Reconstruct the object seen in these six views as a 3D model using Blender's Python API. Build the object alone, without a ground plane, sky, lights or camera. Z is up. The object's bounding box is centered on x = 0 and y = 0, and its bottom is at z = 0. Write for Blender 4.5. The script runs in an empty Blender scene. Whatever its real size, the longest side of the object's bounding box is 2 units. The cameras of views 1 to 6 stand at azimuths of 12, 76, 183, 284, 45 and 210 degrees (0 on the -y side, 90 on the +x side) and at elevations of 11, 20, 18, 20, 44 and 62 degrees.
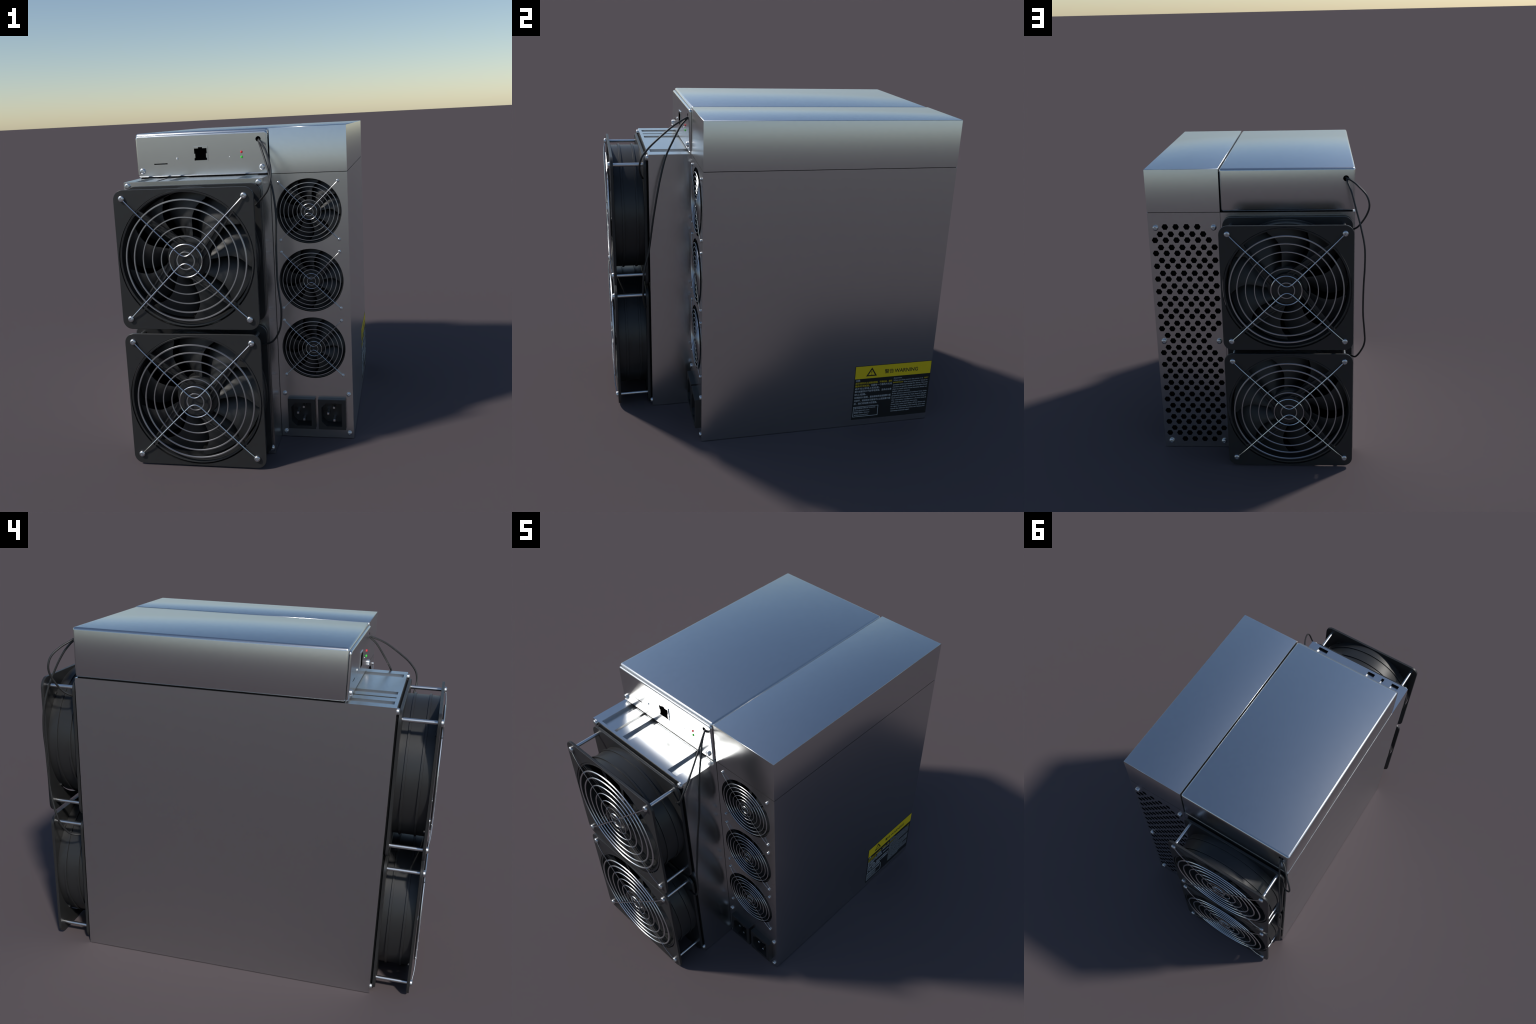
"""A steel mining computer: heat-sink housing with two axial fans at each end, a controller
hood on top of it, and a tall power supply at its side."""
import bpy, bmesh, math
from math import sin, cos, pi, radians
from mathutils import Vector, Matrix

# ------------------------------------------------------------------ materials
def new_mat(name):
    m = bpy.data.materials.new(name)
    m.use_nodes = True
    n = m.node_tree
    return m, n, n.nodes["Principled BSDF"]


def plain(name, col, rough=.5, metal=0., grain=0., grain_scale=300., spec=.5, bump=0., gloss_var=.02):
    """One base colour with a faint procedural grain in tone and gloss."""
    m, t, b = new_mat(name)
    b.inputs["Metallic"].default_value = metal
    b.inputs["Specular IOR Level"].default_value = spec
    co = t.nodes.new("ShaderNodeTexCoord")
    no = t.nodes.new("ShaderNodeTexNoise")
    no.inputs["Scale"].default_value = grain_scale
    no.inputs["Detail"].default_value = 3
    t.links.new(co.outputs["Object"], no.inputs["Vector"])
    ra = t.nodes.new("ShaderNodeValToRGB")
    lo, hi = 1 - grain, 1 + grain
    ra.color_ramp.elements[0].position = .3
    ra.color_ramp.elements[1].position = .7
    ra.color_ramp.elements[0].color = (*[min(1, c * lo) for c in col], 1)
    ra.color_ramp.elements[1].color = (*[min(1, c * hi) for c in col], 1)
    t.links.new(no.outputs["Fac"], ra.inputs["Fac"])
    t.links.new(ra.outputs["Color"], b.inputs["Base Color"])
    mr = t.nodes.new("ShaderNodeMapRange")
    mr.inputs["To Min"].default_value = rough - gloss_var
    mr.inputs["To Max"].default_value = rough + gloss_var
    t.links.new(no.outputs["Fac"], mr.inputs["Value"])
    t.links.new(mr.outputs["Result"], b.inputs["Roughness"])
    if bump:
        bu = t.nodes.new("ShaderNodeBump")
        bu.inputs["Strength"].default_value = bump
        bu.inputs["Distance"].default_value = .001
        t.links.new(no.outputs["Fac"], bu.inputs["Height"])
        t.links.new(bu.outputs["Normal"], b.inputs["Normal"])
    return m


STEEL = plain("brushed_steel_sheet", (.66, .67, .672), .265, 1., .012, 40., gloss_var=0.)
CHROME = plain("zinc_plated_wire", (.66, .67, .685), .345, 1., .01, 60., gloss_var=0.)
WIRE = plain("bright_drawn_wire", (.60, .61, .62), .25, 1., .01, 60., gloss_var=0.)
ROD = plain("polished_steel_rod", (.72, .725, .73), .30, 1., .01, 60., gloss_var=0.)
BLACK = plain("black_plastic", (.024, .0242, .0245), .42, 0., .08, 200.)
ROTOR = plain("glossy_black_plastic", (.023, .0232, .0235), .5, 0., .08, 150.)
VOID = plain("dark_interior", (.005, .0052, .0056), .9, 0., .1, 50., .1)
RUBBER = plain("black_cable_sheath", (.02, .02, .02), .45, 0., .1, 200.)
RED = plain("red_lens", (.75, .02, .03), .3, 0., .03)
GREEN = plain("green_lens", (.03, .6, .03), .3, 0., .03)
YELLOW = plain("yellow_print", (.77, .575, .009), .5, 0., .02)
LABELBLACK = plain("black_print", (.012, .013, .014), .45, 0., .05)
INK = plain("dark_ink", (.02, .016, .008), .6, 0., .02)
WHITEINK = plain("pale_ink", (.55, .58, .60), .6, 0., .02)

# ------------------------------------------------------------------ scene graph
ROOT = bpy.data.objects.new("mining_computer", None)
bpy.context.collection.objects.link(ROOT)
ROOT["label"] = "steel computing machine with four caged fans and side power unit"
ROOT["category"] = "computer hardware"


def obj(name, mesh, parent=ROOT, loc=None):
    o = bpy.data.objects.new(name, mesh)
    bpy.context.collection.objects.link(o)
    o.parent = parent
    if loc is not None:
        o.location = loc
    return o


def finish(bm, name, mat, smooth=None):
    """bmesh -> mesh data with material(s); smooth: crease angle in degrees, None for flat."""
    bmesh.ops.recalc_face_normals(bm, faces=bm.faces[:])
    me = bpy.data.meshes.new(name)
    bm.to_mesh(me)
    bm.free()
    for x in (mat if isinstance(mat, (list, tuple)) else [mat]):
        me.materials.append(x)
    if smooth is not None:
        me.polygons.foreach_set("use_smooth", [True] * len(me.polygons))
        me.set_sharp_from_angle(angle=radians(smooth))
    return me


def transformed(me, mat, name=None):
    """Copy of a mesh with the matrix baked in (faces turned if it mirrors)."""
    c = me.copy()
    if name:
        c.name = name
    c.transform(mat)
    if mat.determinant() < 0:
        c.flip_normals()
    return c


def box_bm(x0, x1, y0, y1, z0, z1, bev=0., seg=2):
    bm = bmesh.new()
    bmesh.ops.create_cube(bm, size=1)
    bmesh.ops.scale(bm, vec=(x1 - x0, y1 - y0, z1 - z0), verts=bm.verts)
    bmesh.ops.translate(bm, vec=((x0 + x1) / 2, (y0 + y1) / 2, (z0 + z1) / 2), verts=bm.verts)
    if bev:
        bmesh.ops.bevel(bm, geom=bm.edges[:], offset=bev, segments=seg, profile=.5, affect='EDGES', clamp_overlap=True)
    return bm


def add(bm, other):
    """Join another bmesh into bm."""
    tmp = bpy.data.meshes.new("tmp")
    other.to_mesh(tmp)
    other.free()
    bm.from_mesh(tmp)
    bpy.data.meshes.remove(tmp)


def lathe(profile, n=96, axis_closed=False):
    """Revolve (radius, y) pairs about the y axis; the profile is closed when axis_closed is False
    and its ends meet, radius 0 points become poles."""
    bm = bmesh.new()
    rows = []
    for r, y in profile:
        if r < 1e-6:
            rows.append([bm.verts.new((0, y, 0))])
        else:
            rows.append([bm.verts.new((r * cos(2 * pi * i / n), y, r * sin(2 * pi * i / n))) for i in range(n)])
    pairs = list(zip(rows[:-1], rows[1:]))
    if axis_closed:
        pairs.append((rows[-1], rows[0]))
    for a, b in pairs:
        for i in range(n):
            j = (i + 1) % n
            if len(a) == 1 and len(b) > 1:
                bm.faces.new((a[0], b[i], b[j]))
            elif len(b) == 1 and len(a) > 1:
                bm.faces.new((a[i], a[j], b[0]))
            elif len(a) > 1:
                bm.faces.new((a[i], a[j], b[j], b[i]))
    return bm


def tube(points, r, n=10, closed=False, cap=True, turn=0., slot=0):
    """Wire of n-sided section swept along points (parallel transported frame)."""
    bm = bmesh.new()
    P = [Vector(p) for p in points]
    m = len(P)
    T = []
    for i in range(m):
        a = P[(i - 1) % m] if closed or i > 0 else P[i]
        b = P[(i + 1) % m] if closed or i < m - 1 else P[i]
        T.append((b - a).normalized())
    up = Vector((0, 1, 0)) if abs(T[0].y) < .9 else Vector((1, 0, 0))
    u = (up - T[0] * up.dot(T[0])).normalized()
    rows = []
    for i in range(m):
        u = (u - T[i] * u.dot(T[i])).normalized()
        v = T[i].cross(u)
        rows.append([bm.verts.new(P[i] + r * (cos(2 * pi * k / n + turn) * u + sin(2 * pi * k / n + turn) * v)) for k in range(n)])
    pairs = list(zip(rows[:-1], rows[1:])) + ([(rows[-1], rows[0])] if closed else [])
    for a, b in pairs:
        for k in range(n):
            bm.faces.new((a[k], a[(k + 1) % n], b[(k + 1) % n], b[k]))
    if cap and not closed:
        bm.faces.new(rows[0])
        bm.faces.new(rows[-1])
    for f in bm.faces:
        f.material_index = slot
    return bm


def spline(points, per=8):
    """Catmull-Rom through control points."""
    P = [Vector(p) for p in points]
    P = [P[0] * 2 - P[1]] + P + [P[-1] * 2 - P[-2]]
    out = []
    for i in range(1, len(P) - 2):
        a, b, c, d = P[i - 1:i + 3]
        for k in range(per):
            t = k / per
            out.append(.5 * ((2 * b) + (c - a) * t + (2 * a - 5 * b + 4 * c - d) * t * t + (3 * b - a - 3 * c + d) * t ** 3))
    out.append(P[-2])
    return out


def prism(outline, y0, y1):
    """Polygon in x,z extruded along y."""
    bm = bmesh.new()
    a = [bm.verts.new((x, y0, z)) for x, z in outline]
    b = [bm.verts.new((x, y1, z)) for x, z in outline]
    bm.faces.new(a)
    bm.faces.new(b)
    for i in range(len(a)):
        j = (i + 1) % len(a)
        bm.faces.new((a[i], a[j], b[j], b[i]))
    return bm


def circle(cx, cz, r, n=96, start=0.):
    return [(cx + r * cos(start + 2 * pi * i / n), cz + r * sin(start + 2 * pi * i / n)) for i in range(n)]


def carve(me, cutters):
    """Boolean-subtract bmeshes; each cutter is (bmesh, material) and lines its hole with that material."""
    o = bpy.data.objects.new("work", me)
    bpy.context.collection.objects.link(o)
    helpers = []
    for bm, mat in cutters:
        c = bpy.data.objects.new("cutter", finish(bm, "cutter", mat))
        bpy.context.collection.objects.link(c)
        md = o.modifiers.new("cut", 'BOOLEAN')
        md.operation = 'DIFFERENCE'
        md.solver = 'EXACT'
        md.material_mode = 'TRANSFER'
        md.object = c
        helpers.append(c)
    dg = bpy.context.evaluated_depsgraph_get()
    out = bpy.data.meshes.new_from_object(o.evaluated_get(dg), depsgraph=dg)
    for h in helpers + [o]:
        bpy.data.objects.remove(h)
    out.name = me.name
    return out


def round_box(name, x0, x1, y0, y1, z0, z1, r, seg=5, mat=STEEL):
    """Box with rounded edges; the flat faces keep flat normals."""
    bm = box_bm(x0, x1, y0, y1, z0, z1, r, seg)
    return finish(bm, name, mat)


def pillow(me, lo, hi, r, k, open_bottom=False):
    """Shading normals of a rounded box: exact on the edge rounding, and swelling outwards by k
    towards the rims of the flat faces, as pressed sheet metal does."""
    lo, hi = Vector(lo), Vector(hi)
    mid, half = (lo + hi) / 2, (hi - lo) / 2
    me.polygons.foreach_set("use_smooth", [True] * len(me.polygons))
    out = [Vector((0, 0, 0))] * len(me.loops)
    for p in me.polygons:
        n = p.normal
        big = max(range(3), key=lambda i: abs(n[i]))
        on_skin = abs(abs((p.center - mid)[big]) - half[big]) < r * 1.01 and n[big] * (p.center - mid)[big] > 0
        for li in p.loop_indices:
            c = me.vertices[me.loops[li].vertex_index].co
            if not on_skin:
                out[li] = n
                continue
            d = Vector([c[i] - min(max(c[i], lo[i] + r), hi[i] - r) for i in range(3)])
            if abs(n[big]) > .9999:
                d = n.copy()
            b = d.normalized() if d.length > 1e-9 else n
            q = Vector([(c[i] - mid[i]) / half[i] for i in range(3)])
            if open_bottom:
                if abs(n.z) < .9:
                    q = Vector((0, 0, (c.z - lo.z) / (hi.z - lo.z)))
            q = Vector([q[i] * (1 - abs(b[i])) for i in range(3)])
            out[li] = (b + k * q).normalized()
    me.normals_split_custom_set(out)
    return me


def soft_edges(me):
    """Flat faces keep their own normals; bevel faces run smoothly into them."""
    me.polygons.foreach_set("use_smooth", [True] * len(me.polygons))
    flat = [max(abs(x) for x in p.normal) > .9999 for p in me.polygons]
    near = {}
    for p in me.polygons:
        for v in p.vertices:
            near.setdefault(v, []).append(p.index)
    out = [Vector((0, 0, 0))] * len(me.loops)
    for p in me.polygons:
        for li in p.loop_indices:
            if flat[p.index]:
                out[li] = p.normal.copy()
                continue
            fs = near[me.loops[li].vertex_index]
            pick = [f for f in fs if flat[f] and me.polygons[f].normal.dot(p.normal) > .3 and me.polygons[f].material_index == p.material_index] or \
                   [f for f in fs if me.polygons[f].normal.dot(p.normal) > .5]
            n = Vector((0, 0, 0))
            for f in pick:
                n += me.polygons[f].normal
            out[li] = n.normalized()
    me.normals_split_custom_set(out)
    return me


# ------------------------------------------------------------------ screws
def screw_mesh(r, h, name):
    """Pan head with a cross recess, seated at y = 0 and standing out towards -y."""
    prof = [(0, .0005), (r, .0005), (r * 1.0, -h * .45), (r * .93, -h * .72), (r * .74, -h * .93), (r * .5, -h), (0, -h)]
    me = finish(lathe(prof, 28), name, CHROME)
    w, l = r * .13, r * .52
    cross = [(-w, -l), (w, -l), (w, -w), (l, -w), (l, w), (w, w), (w, l), (-w, l), (-w, w), (-l, w), (-l, -w), (-w, -w)]
    me = carve(me, [(prism(cross, -h * 2, -h * .55), CHROME)])
    me.polygons.foreach_set("use_smooth", [True] * len(me.polygons))
    me.set_sharp_from_angle(angle=radians(35))
    return me


MIRROR = Matrix.Diagonal((1, -1, 1, 1))
SCREW = screw_mesh(.0165, .0125, "screw")
SCREW_BACK = transformed(SCREW, MIRROR, "screw_back")
SMALL_SCREW = transformed(SCREW, Matrix.Scale(.76, 4), "screw_small")

# ------------------------------------------------------------------ axial fan, local frame:
# front face of the outer plate at y = 0, air goes to +y, x right, z up
HALF, DEPTH, PLATE = .3650, .187, .0147
BOLT, BOLT_Z = .3176, .3150
HOLE = .3575
DRUM_UP = .0035          # the barrel and rotor axis sit slightly above the plate centre


def rounded_square(theta, half, rad):
    """Distance from the centre to a rounded square's edge in direction theta."""
    c, s = abs(cos(theta)), abs(sin(theta))
    t = half / max(c, s)
    x, z = c * t, s * t
    k = half - rad
    if x > k and z > k:                       # corner arc
        b = -(c + s) * k
        t = -b + math.sqrt(max(0, b * b - (2 * k * k - rad * rad)))
    return t


def plate_bm(y0, y1, half, rad, inner):
    """Square plate with rounded corners; inner: (radius, y) profile of its round hole, front to back."""
    n = 360
    bm = bmesh.new()
    e = .0015
    def ring(f, y):
        return [bm.verts.new((f(2 * pi * i / n) * cos(2 * pi * i / n), y, f(2 * pi * i / n) * sin(2 * pi * i / n))) for i in range(n)]
    rows = [ring(lambda t: rounded_square(t, half - e, rad), y0), ring(lambda t: rounded_square(t, half, rad), y0 + e),
            ring(lambda t: rounded_square(t, half, rad), y1 - e), ring(lambda t: rounded_square(t, half - e, rad), y1)]
    rows += [ring(lambda t, r=r: r, y) for r, y in reversed(inner)]
    for a, b in zip(rows, rows[1:] + rows[:1]):
        for i in range(n):
            j = (i + 1) % n
            bm.faces.new((a[i], a[j], b[j], b[i]))
    return bm


def spoke_bm():
    """Channel section strut from the frame's corner to the motor mount, passing the centre off-axis."""
    bm = bmesh.new()
    off, r0, r1 = .056, .362, .075
    a0 = math.sqrt(r0 * r0 - off * off)
    a1 = math.sqrt(max(1e-9, r1 * r1 - off * off))
    def bar(w0, w1, f0, f1, d):
        # runs along -a from a0 to a1 at lateral offset off; front depth f0 at the frame, f1 at the hub
        o = []
        for a, f in ((a0, f0), (a1, f1)):
            o.append([bm.verts.new((-a, f, off + w0)), bm.verts.new((-a, f, off + w1)),
                      bm.verts.new((-a, f + d, off + w1)), bm.verts.new((-a, f + d, off + w0))])
        p, q = o
        for i in range(4):
            j = (i + 1) % 4
            bm.faces.new((p[i], p[j], q[j], q[i]))
        bm.faces.new(p)
        bm.faces.new(q)
    bar(-.0155, -.008, .001, .010, .020)
    bar(.008, .0155, .001, .010, .020)
    bar(-.0079, .0079, .009, .018, .011)
    return bm


def fan_meshes():
    d = {}
    # frame: outer plate, barrel with two hoops standing in its hole with a thin slit all round, inner plate
    bm = plate_bm(0, PLATE, HALF, .050, [(HOLE, 0), (HOLE, PLATE)])
    hoops = []
    for y in (.0612, .1365):
        hoops += [(.353, y - .0062), (.3592, y - .0055), (.3592, y + .0048), (.353, y + .0055)]
    barrel = lathe([(.3410, .0080), (.3430, .0018), (.3505, .0005), (.353, .003)] + hoops + [(.353, DEPTH - PLATE + .002), (.3410, DEPTH - PLATE + .002)], 160, True)
    bmesh.ops.translate(barrel, vec=(0, 0, DRUM_UP), verts=barrel.verts)
    add(bm, barrel)
    add(bm, plate_bm(DEPTH - PLATE, DEPTH, HALF, .050, [(.3405, DEPTH - PLATE), (.3405, DEPTH)]))
    # direction: strut from the upper left corner is shallow, as seen from outside
    base = spoke_bm()
    tmp = bpy.data.meshes.new("tmp")
    base.to_mesh(tmp)
    base.free()
    a_start = pi - math.asin(.056 / .362)          # polar angle where the strut meets the frame
    for k in range(4):
        c = tmp.copy()
        c.transform(Matrix.Translation((0, 0, DRUM_UP)) @ Matrix.Rotation(-(radians(135.5 + 90 * k) - a_start), 4, 'Y'))
        bm.from_mesh(c)
        bpy.data.meshes.remove(c)
    bpy.data.meshes.remove(tmp)
    mount = lathe([(0, .0065), (.0635, .0065), (.0640, .0075), (.0655, .0075), (.0660, .0065), (.086, .0065), (.087, .0075), (.087, .034), (0, .034)], 96)
    bmesh.ops.translate(mount, vec=(0, 0, DRUM_UP), verts=mount.verts)
    add(bm, mount)
    d["fan_frame"] = finish(bm, "fan_frame", BLACK, 30)
    # rotor hub
    d["fan_hub"] = finish(lathe([(0, .045), (.096, .045), (.108, .049), (.115, .059), (.115, .155), (0, .155)], 96), "fan_hub", ROTOR, 30)
    # one blade at angle 0 (rotated copies below)
    bm = bmesh.new()
    NR, NC = 14, 12
    sides = []
    for side in (0, 1):
        g = []
        for i in range(NR + 1):
            t = i / NR
            r = .108 + (.332 - .108) * t
            half = radians(17.6 + 0.8 * t)
            sweep = radians(9 * sin(pi * min(1, t * 1.05)) - 3 * t)
            row = []
            for k in range(NC + 1):
                c = -1 + 2 * k / NC
                th = sweep + c * half
                camber = .016 * (1 - c * c) * (1 - .4 * t)
                y = .090 + c * (.038 - .010 * t) - camber + (.0025 if side else -.0025) * (1 - .8 * abs(c) ** 6)
                row.append(bm.verts.new((r * cos(th), y, r * sin(th))))
            g.append(row)
        sides.append(g)
    A, B = sides
    for g in sides:
        for i in range(NR):
            for k in range(NC):
                bm.faces.new((g[i][k], g[i][k + 1], g[i + 1][k + 1], g[i + 1][k]))
    for i in range(NR):
        for k in (0, NC):
            bm.faces.new((A[i][k], A[i + 1][k], B[i + 1][k], B[i][k]))
    for k in range(NC):
        for i in (0, NR):
            bm.faces.new((A[i][k], A[i][k + 1], B[i][k + 1], B[i][k]))
    d["fan_blade"] = finish(bm, "fan_blade", ROTOR, 50)
    # wire guard: seven rings and two bent cross wires
    bm = bmesh.new()
    for r, w in zip((.3145, .2720, .2250, .1752, .1285, .0855, .0456), (.0047, .0044, .0037, .0034, .0034, .0034, .0034)):
        n = 120 if r > .1 else 72
        add(bm, tube([(.003 + r * cos(2 * pi * i / n), -.0105, -.007 + .99 * r * sin(2 * pi * i / n)) for i in range(n)], w, 6, True, turn=0. if .05 < r < .1 else pi / 6, slot=1 if .05 < r < .1 else 0))
    for s in (1, -1):
        half = [(.3170, -.0062, .3170), (.300, -.0095, .300), (.27, -.0145, .27), (.22, -.0163, .22), (.1, -.0166, .1), (.042, -.0166, .043), (.027, -.0166, .0295), (.012, -.0166, .0215), (0, -.0166, .0195)]
        pts = [(-x, y, z * s * .992 - .002 * (1 - abs(x) / .317)) for x, y, z in half]
        pts += [(-x, y, z) for x, y, z in reversed(pts[:-1])]
        add(bm, tube(spline(pts, 6), .0033, 6, slot=1))
        for sx in (1, -1):        # eyelet under the screw head
            add(bm, tube([(sx * BOLT + .0115 * cos(2 * pi * i / 24), -.0035, s * BOLT_Z + .0115 * sin(2 * pi * i / 24)) for i in range(24)], .0034, 8, True))
    d["fan_guard"] = finish(bm, "fan_guard", [CHROME, WIRE], 45)
    d["spacer_rod"] = finish(lathe([(0, PLATE), (.0096, PLATE), (.0096, DEPTH - PLATE), (0, DEPTH - PLATE)], 20), "spacer_rod", ROD, 40)
    d["screw"] = SCREW
    return d


FAN = fan_meshes()
FAN_BACK = {k: transformed(v, MIRROR, k + "_back") for k, v in FAN.items()}
SMALL = .505
FAN_SMALL = {k: transformed(v, Matrix.Scale(SMALL, 4), k + "_small") for k, v in FAN.items()}

BLADES, FIRST = 9, radians(92)


def place_fan(M, loc, flip, shift=(0, 0), whole=True, guard_y=None, bolt=(BOLT, BOLT_Z), guard_loc=None, up=1.):
    frame = obj("fan_frame", M["fan_frame"], ROOT, loc)
    axis = Vector((0, 0, DRUM_UP * up))
    obj("fan_hub", M["fan_hub"], frame, axis)
    for k in range(BLADES):
        b = obj("fan_blade", M["fan_blade"], frame, axis)
        b.rotation_euler = (0, -(FIRST + 2 * pi * k / BLADES), 0)
    g = Vector((shift[0], 0, shift[1])) if guard_loc is None else Vector(guard_loc)
    obj("fan_guard", M["fan_guard"], frame, g)
    for sx in (-1, 1):
        for sz in (-1, 1):
            p = g + Vector((sx * bolt[0], 0, sz * bolt[1]))
            # heads sit on the wire eyelets
            obj("screw", M["screw"], frame, p + Vector((0, (-.001 if not flip else .001), 0)))
            if whole:
                obj("spacer_rod", M["spacer_rod"], frame, p)
    return frame


FX, FZ = -.1675, (.3720, 1.1275)
for z in FZ:
    place_fan(FAN, (FX, -.980, z), False, (-.001, .0060))
    place_fan(FAN_BACK, (FX, .980, z), True, (0, .0055))

# ------------------------------------------------------------------ main housing
BX0, BX1, BY0, BY1, BTOP = -.5455, .2085, -.7830, .7805, 1.5140
me = finish(box_bm(BX0, BX1, BY0, BY1, 0, BTOP), "main_housing", STEEL)
cut = []
for y0, y1 in ((BY0 - .1, BY0 + .30), (BY1 - .30, BY1 + .1)):
    for z in FZ:
        cut.append((prism(circle(FX, z, .338), y0, y1), VOID))
slots = bmesh.new()
for x0, x1 in ((-.4865, -.4325), (-.3735, -.3545), (-.3005, -.2480), (.0715, .1420)):
    add(slots, box_bm(x0, x1, -.7665, -.530, BTOP - .019, BTOP + .05))
cut.append((slots, STEEL))
me = carve(me, cut)
housing = obj("main_housing", me)
# dark plates on the front end wall of every slot
bm = bmesh.new()
for x0, x1 in ((-.4865, -.4325), (-.3735, -.3545), (-.3005, -.2480), (.0715, .1420)):
    add(bm, box_bm(x0 + .001, x1 - .001, -.7664, -.7650, BTOP - .0185, BTOP - .0012))
obj("slot_dark_plate", finish(bm, "slot_dark_plate", VOID), housing)
# near-black plates set in the gap behind every fan
for y0, y1 in ((-.7935, -.7831), (.7806, .7935)):
    for z in FZ:
        g = plate_bm(y0, y1, HALF - .008, .045, [(.3405, y0), (.3405, y1)])
        obj("fan_gap_dark_plate", finish(g, "fan_gap_dark_plate", VOID), housing, (FX, 0, z))
for x, z in ((-.5237, 1.4935), (.1875, 1.4935), (.1900, .0300), (-.5237, .0300)):
    obj("screw", SCREW, housing, (x, BY0, z))

# ------------------------------------------------------------------ controller hood
SWELL = .13
HX0, HX1, HY0, HY1, HZ0, HZ1 = -.5450, .2050, -.5560, .7805, 1.5182, 1.7628
hood = round_box("control_hood", HX0, HX1, HY0, HY1, HZ0, HZ1, .0135, 5)
PORT = [(-.2062, 1.6700), (-.1830, 1.6700), (-.1830, 1.6765), (-.1600, 1.6765), (-.1600, 1.6700), (-.1350, 1.6700), (-.1350, 1.6412), (-.1395, 1.6412),
        (-.1395, 1.6180), (-.1350, 1.6180), (-.1350, 1.6048), (-.2062, 1.6048), (-.2062, 1.6180), (-.2010, 1.6180), (-.2010, 1.6412), (-.2062, 1.6412)]
CARD = [(-.4425, 1.5895), (-.3637, 1.5895), (-.3637, 1.5952), (-.4425, 1.5952)]
hood = carve(hood, [(prism(PORT, -.60, HY0 + .05), VOID), (prism(circle(.1535, 1.7070, .0145, 32), -.60, HY0 + .06), VOID),
                    (prism(circle(-.4941, 1.7023, .0165, 32), HY1 - .06, HY1 + .05), VOID)])
hood = pillow(hood, (HX0, HY0, HZ0), (HX1, HY1, HZ1), .0135, SWELL)
hood = obj("control_hood", hood)
obj("hood_shadow_line", finish(box_bm(HX0 + .012, HX1 - .012, HY0 + .012, HY1 - .008, BTOP, HZ0 + .003), "hood_shadow_line", VOID), hood)  # black slab, draws the shadow line between hood and housing
# front panel plate with its ports, lamps and screws
bm = box_bm(HX0 + .002, HX1 - .001, -.5675, -.5565, HZ0 + .0015, 1.7500)
ed = [e for e in bm.edges if abs((e.verts[0].co - e.verts[1].co).y) > .005]
bmesh.ops.bevel(bm, geom=ed, offset=.016, segments=6, profile=.5, affect='EDGES')
fr = [e for e in bm.edges if all(abs(v.co.y + .5675) < 1e-5 for v in e.verts)]
bmesh.ops.bevel(bm, geom=fr, offset=.0100, segments=5, profile=.5, affect='EDGES')
panel = finish(bm, "control_panel", STEEL)
panel = carve(panel, [(prism(PORT, -.60, -.54), VOID), (prism(circle(.1535, 1.7070, .0145, 32), -.60, -.54), VOID), (prism(CARD, -.60, -.5580), VOID)])
panel = obj("control_panel", soft_edges(panel), hood)
port = finish(box_bm(-.2115, -.1295, -.5715, -.5600, 1.5995, 1.6815, .0008, 1), "network_port", STEEL)
port = carve(port, [(prism(PORT, -.60, -.54), VOID)])
obj("network_port", port, hood)


def dome(r, h, mat, name):
    prof = [(0, .0005), (r, .0005)] + [(r * cos(a), -h * sin(a)) for a in (0.01, .4, .8, 1.2)] + [(0, -h)]
    return finish(lathe(prof, 20), name, mat, 60)


for nm, x, z, r, mt in (("status_lamp", .0583, 1.6412, .0072, RED), ("status_lamp", .0583, 1.6140, .0072, GREEN),
                        ("reset_button", -.3065, 1.6180, .0062, CHROME), ("reset_button", -.0090, 1.6180, .0034, CHROME)):
    obj(nm, dome(r, r * .8, mt, nm), hood, (x, -.5675, z))
for x, z in ((-.5115, 1.5555), (.1690, 1.5570)):
    obj("screw", SCREW, hood, (x, -.5675, z))

# ------------------------------------------------------------------ power supply
PX0, PX1, PY0, PY1, SEAM = .2105, .6236, -.5555, .7800, 1.5165
PFX, PFZ = .4118, (1.3080, .9225, .5335)
me = finish(box_bm(PX0, PX1, PY0, PY1, 0, SEAM - .0016), "power_supply_case", STEEL)
cut = [(prism(circle(PFX, z, .1778, 120), PY0 - .1, PY0 + .1300), VOID) for z in PFZ]
# sockets of the two mains inlets reach deep into the case
INLET_KEY = [(.2735, .190), (.2990, .2165), (.3880, .2165), (.3880, .0785), (.3005, .0785), (.2735, .1075)]
INLETS = (0, .1723)
for dx in INLETS:
    cut.append((prism([(x + dx, z) for x, z in INLET_KEY], PY0 - .1, PY0 + .045), BLACK))
# honeycomb of vent holes at the back; some are left out around the screws
hexes = bmesh.new()
for i in range(36):
    odd = i % 2
    z = (1.3890 if odd else 1.4320) - .0785 * (i // 2)
    skip = {0: (0, 5), 1: (5,), 17: (5,), 18: (0, 5), 19: (5,), 35: (0, 5)}.get(i, ())
    for c in range(6):
        if c not in skip:
            add(hexes, prism(circle((.5580 if odd else .5890) - .0617 * c, z, .0193, 6), PY1 - .030, PY1 + .05))
cut.append((hexes, VOID))
me = carve(me, cut)
psu = obj("power_supply_case", me)
LID = ((PX0, PY0, SEAM + .0016), (PX1, PY1, 1.7632))
bm = box_bm(PX0, PX1, PY0, PY1, LID[0][2], LID[1][2])
top = [e for e in bm.edges if all(abs(v.co.z - LID[1][2]) < 1e-6 for v in e.verts)]
bmesh.ops.bevel(bm, geom=top, offset=.0025, segments=2, profile=.5, affect='EDGES')
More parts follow.
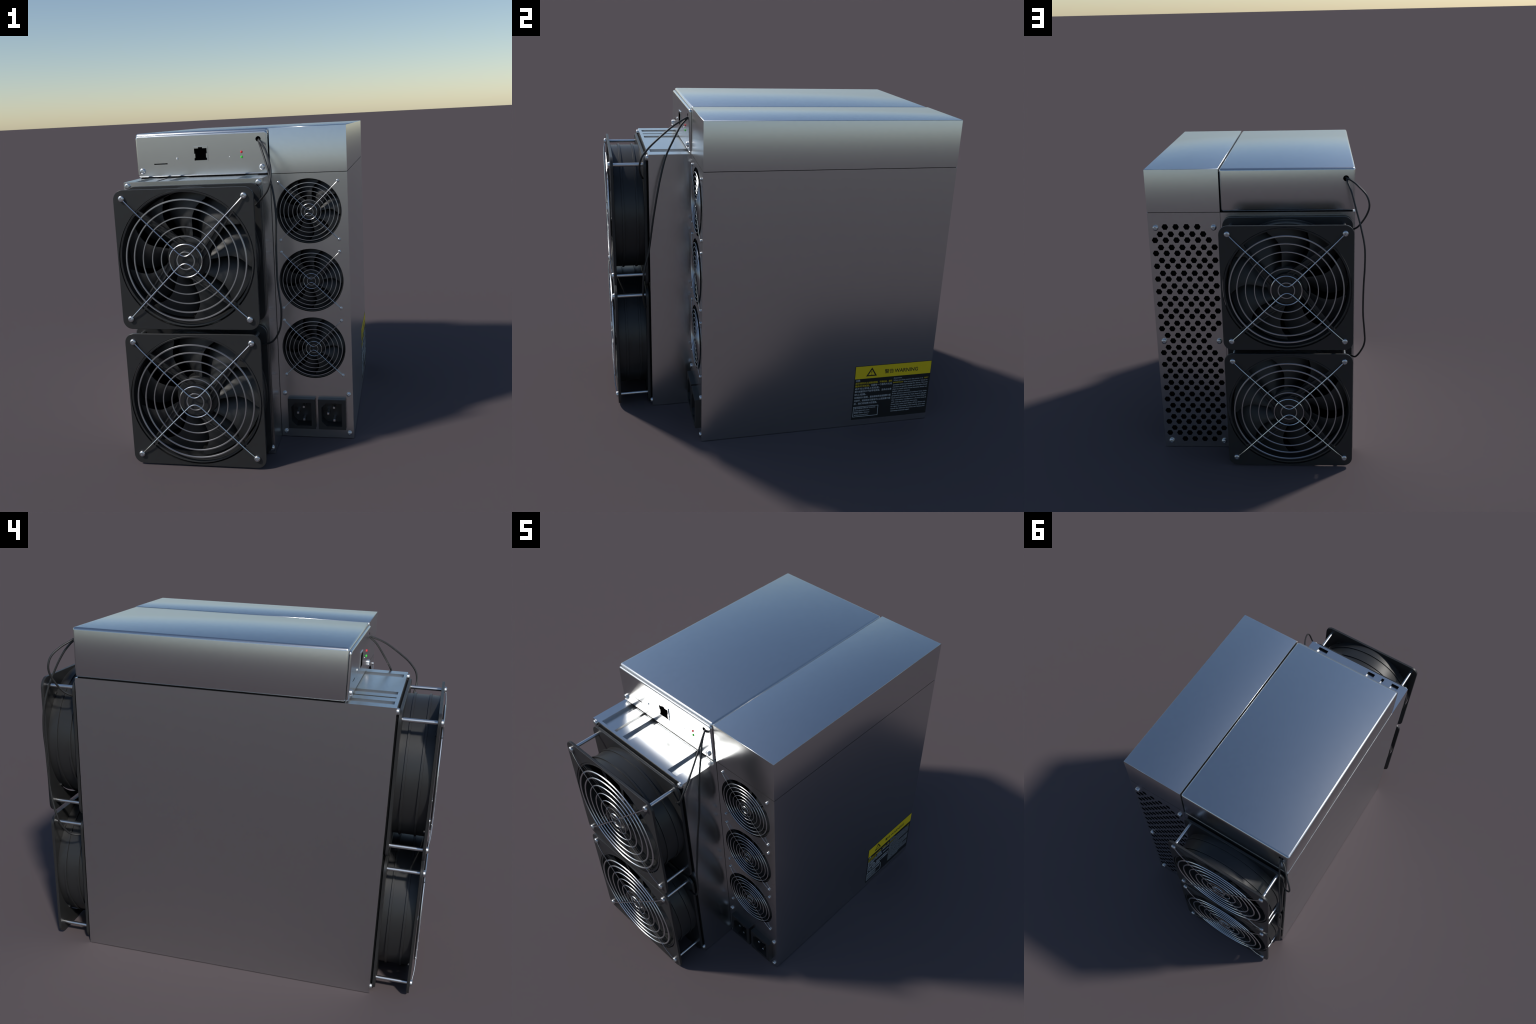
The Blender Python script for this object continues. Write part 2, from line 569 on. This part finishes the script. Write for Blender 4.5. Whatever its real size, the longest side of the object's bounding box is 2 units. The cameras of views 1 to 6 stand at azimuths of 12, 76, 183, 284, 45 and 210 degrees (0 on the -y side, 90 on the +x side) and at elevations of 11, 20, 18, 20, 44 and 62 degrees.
obj("power_supply_lid", pillow(finish(bm, "power_supply_lid", STEEL), LID[0], LID[1], .0025, SWELL, True), psu)
obj("lid_seam_dark_block", finish(box_bm(PX0 + .003, PX1 - .003, PY0 + .003, PY1 - .003, SEAM - .004, SEAM + .005), "lid_seam_dark_block", VOID), psu)  # inset near-black block in the seam between case and lid
for z in PFZ:
    f = place_fan(FAN_SMALL, (PFX, PY0 + .0075, z), False, whole=False, bolt=(BOLT * SMALL, BOLT_Z * SMALL), guard_loc=(0, -.0075, .001), up=SMALL)
for x, z in ((.5810, 1.4272), (.2497, 1.4272), (.5810, .7240), (.2500, .7240), (.5812, .0410), (.2515, .0410)):
    obj("screw", SCREW_BACK, psu, (x, PY1, z))
for x, z in ((.2363, .2625), (.6005, .2625), (.2363, .0310), (.6002, .0310)):
    obj("screw", SMALL_SCREW, psu, (x, PY0, z))
# mains inlets
for dx in INLETS:
    sx0, sx1, sz0, sz1, sy = .2547 + dx, .4109 + dx, .0590, .2385, -.5840
    me = finish(box_bm(sx0, sx1, sy, PY0 + .001, sz0, sz1, .002, 2), "mains_inlet", BLACK)
    me = carve(me, [(prism([(x + dx, z) for x, z in INLET_KEY], sy - .05, PY0 + .05), BLACK)])
    s = obj("mains_inlet", me, psu)
    for x, z in ((.3095, .1490), (.3440, .1855), (.3440, .1090)):
        obj("contact_pin", finish(box_bm(x + dx - .006, x + dx + .006, -.570, PY0 + .0455, z - .006, z + .006, .001, 1), "contact_pin", ROD), s)

# ------------------------------------------------------------------ warning label on the right side
LY0, LY1, LZ0, LZ1 = .3140, .7790, .0370, .3840
LX = PX1
obj_label = obj("warning_label", finish(box_bm(LX, LX + .0008, LY0, LY1, LZ0, LZ1), "warning_label", LABELBLACK))
obj("label_band", finish(box_bm(LX + .0008, LX + .0011, LY0 + .003, LY1 - .002, .3025, LZ1 - .003), "label_band", YELLOW), obj_label)
SIDE = Matrix(((0, 0, 1, 0), (1, 0, 0, 0), (0, 1, 0, 0), (0, 0, 0, 1)))      # text x -> +y, text y -> +z, faces +x


def lettering(name, text, y, z, size, mat, width=None, x=LX + .0010, bold=0.):
    """Built-in font text as mesh, baseline at z, starting at y; squeezed to width if given."""
    cu = bpy.data.curves.new(name, 'FONT')
    cu.body = text
    cu.size = size
    cu.extrude = .0002
    cu.offset = bold
    cu.resolution_u = 2
    o = bpy.data.objects.new(name, cu)
    bpy.context.collection.objects.link(o)
    dg = bpy.context.evaluated_depsgraph_get()
    dg.update()
    me = bpy.data.meshes.new_from_object(o.evaluated_get(dg), depsgraph=dg)
    bpy.data.objects.remove(o)
    if len(me.vertices) == 0:
        return None
    xs = [v.co.x for v in me.vertices]
    k = (width / (max(xs) - min(xs))) if width else 1
    me.transform(Matrix.Translation((x, y, z)) @ SIDE @ Matrix.Diagonal((k, 1, 1, 1)) @ Matrix.Translation((-min(xs), 0, 0)))
    me.materials.clear()
    me.materials.append(mat)
    return obj(name, me, obj_label)


def side_outline(name, pts, w, mat, x=LX + .0010):
    """Closed stroke of width w through y,z corner points, mitred."""
    n = len(pts)
    inner, outer = [], []
    area = sum(pts[i][0] * pts[(i + 1) % n][1] - pts[(i + 1) % n][0] * pts[i][1] for i in range(n))
    sg = 1 if area > 0 else -1
    for i in range(n):
        p, a, b = Vector(pts[i]), Vector(pts[i - 1]), Vector(pts[(i + 1) % n])
        d0, d1 = (p - a).normalized(), (b - p).normalized()
        n0, n1 = Vector((-d0.y, d0.x)), Vector((-d1.y, d1.x))
        m = (n0 + n1).normalized()
        m *= sg * (w / 2) / max(.2, m.dot(n0))
        inner.append(p + m)
        outer.append(p - m)
    bm = bmesh.new()
    lay = [[bm.verts.new((xx, q.x, q.y)) for q in ring] for xx in (x, x + .0004) for ring in (inner, outer)]
    for a, b in ((lay[0], lay[1]), (lay[2], lay[3]), (lay[0], lay[2]), (lay[1], lay[3])):
        for i in range(n):
            j = (i + 1) % n
            bm.faces.new((a[i], a[j], b[j], b[i]))
    return obj(name, finish(bm, name, mat), obj_label)


side_outline("warning_triangle", [(.3880, .3195), (.4145, .3640), (.4410, .3195)], .0072, INK)
lettering("exclamation_mark", "!", .4119, .3255, .0340, INK, .0052, bold=.0004)
lettering("heading", "警告", .4930, .3275, .0290, INK, .0560, bold=.0004)
lettering("heading", "WARNING", .5530, .3265, .0330, INK, .1440, bold=.0007)

RIGHT = ["Attention:", "When you first receive this miner, it is", "                   that you perform a visual in-", "spection before powering the device. Give the",
         "machine a gentle shake and double-check", "that no heat sinks have become loose or", "fallen off in transit.", "If the device is powered without heat sinks",
         "properly attached, the hash board will get", "burnt and will no longer function. According to", "the warranty conditions, a burnt board",
         "will void the machine's warranty.", "If any heat sinks have fallen off but there are", "no signs of burning at the boards, you may",
         "return the defective board to our factory for", "warranty-covered repair."]
for i, s in enumerate(RIGHT):
    full = len(s) > 36
    z = .2850 - .01445 * i
    ind = len(s) - len(s.lstrip())
    y0 = .5530 + (.066 if ind else 0)
    w = (.2150 - (.066 if ind else 0)) if full else len(s) * .0050
    if i == 1:
        w = .1830
    lettering("small_print", s.strip(), y0, z, .0118, WHITEINK, w)
lettering("small_print", "VERY", .7420, .2850 - .01445, .0118, YELLOW, .0270)
lettering("small_print", "IMPORTANT", .5530, .2850 - .0289, .0118, YELLOW, .0610)

LEFT = [("注意:", .028, 0, 0), ("是否有散热片从线路板脱落、不得松动、请先", .222, .0180, 1), ("散热片无松动。", .087, .0355, 1), ("且要有一个散热片松动", .128, .0355, 2),
        ("绝不可以带电上机检查。", .148, .0530, 0), ("算力板散热片不能带电安装。且务必注意", .222, .0710, 0), ("防止短路。", .070, .0905, 0),
        ("如果散热片脱落，直接通电将会烧毁算力板", .222, .1105, 0), ("无损坏，请返回本司维修中心以更换算力板", .222, .1305, 0), ("后、我们将免费为您更换。", .142, .1500, 0)]
for s, w, dz, kind in LEFT:
    y0 = .3225 + (.0945 if kind == 2 else 0)
    lettering("small_print", s, y0, .2865 - dz, .0138, YELLOW if kind == 1 else WHITEINK, w)
side_outline("text_box", [(.3225, .0560), (.4725, .0560), (.4725, .1205), (.3225, .1205)], .0022, WHITEINK)
for i, (s, w) in enumerate((("官方网站/Official Website", .128), ("www.bitmain.com", .092), ("蚂蚁矿池/for Antpool", .092), ("www.antpool.com", .088))):
    lettering("small_print", s, .3285, .1070 - .0145 * i, .0118, WHITEINK, w)

# ------------------------------------------------------------------ fan cables
CABLES = [
    [(.150, -.535, 1.712), (.1575, -.562, 1.704), (.1650, -.585, 1.694), (.2020, -.653, 1.661), (.2385, -.738, 1.598), (.2540, -.786, 1.5555), (.2560, -.822, 1.507), (.2400, -.832, 1.453), (.2020, -.824, 1.408), (.172, -.812, 1.378)],
    [(.160, -.535, 1.710), (.1540, -.562, 1.702), (.1590, -.577, 1.688), (.1760, -.609, 1.656), (.2060, -.654, 1.582), (.2310, -.693, 1.508), (.2525, -.722, 1.412), (.2640, -.745, 1.307), (.2620, -.768, 1.170), (.2640, -.7915, 1.007),
     (.2690, -.805, .950), (.2780, -.8214, .889), (.2850, -.829, .822), (.2740, -.829, .729), (.2320, -.818, .655), (.1700, -.812, .630)],
    [(-.490, .760, 1.708), (-.5000, .785, 1.704), (-.5330, .805, 1.688), (-.5640, .836, 1.666), (-.6030, .868, 1.627), (-.6185, .880, 1.574), (-.6030, .872, 1.516), (-.5640, .845, 1.450), (-.5350, .810, 1.420), (-.490, .800, 1.400)],
    [(-.498, .760, 1.706), (-.4980, .785, 1.697), (-.5060, .812, 1.676), (-.5260, .846, 1.628), (-.5470, .882, 1.552), (-.5730, .914, 1.456), (-.5930, .935, 1.352), (-.5940, .945, 1.241), (-.5890, .943, 1.128), (-.5885, .939, .975),
     (-.5980, .922, .864), (-.6030, .900, .782), (-.5880, .888, .726), (-.5540, .860, .665), (-.5250, .815, .652), (-.480, .800, .645)],
]
for pts in CABLES:
    if pts[0][1] > 0:                      # the rear loops hug the side a little closer
        pts = [(-.5 + (x + .5) * .985, y, z) for x, y, z in pts]
    obj("fan_cable", finish(tube(spline(pts, 7), .0052, 10), "fan_cable", RUBBER, 60))
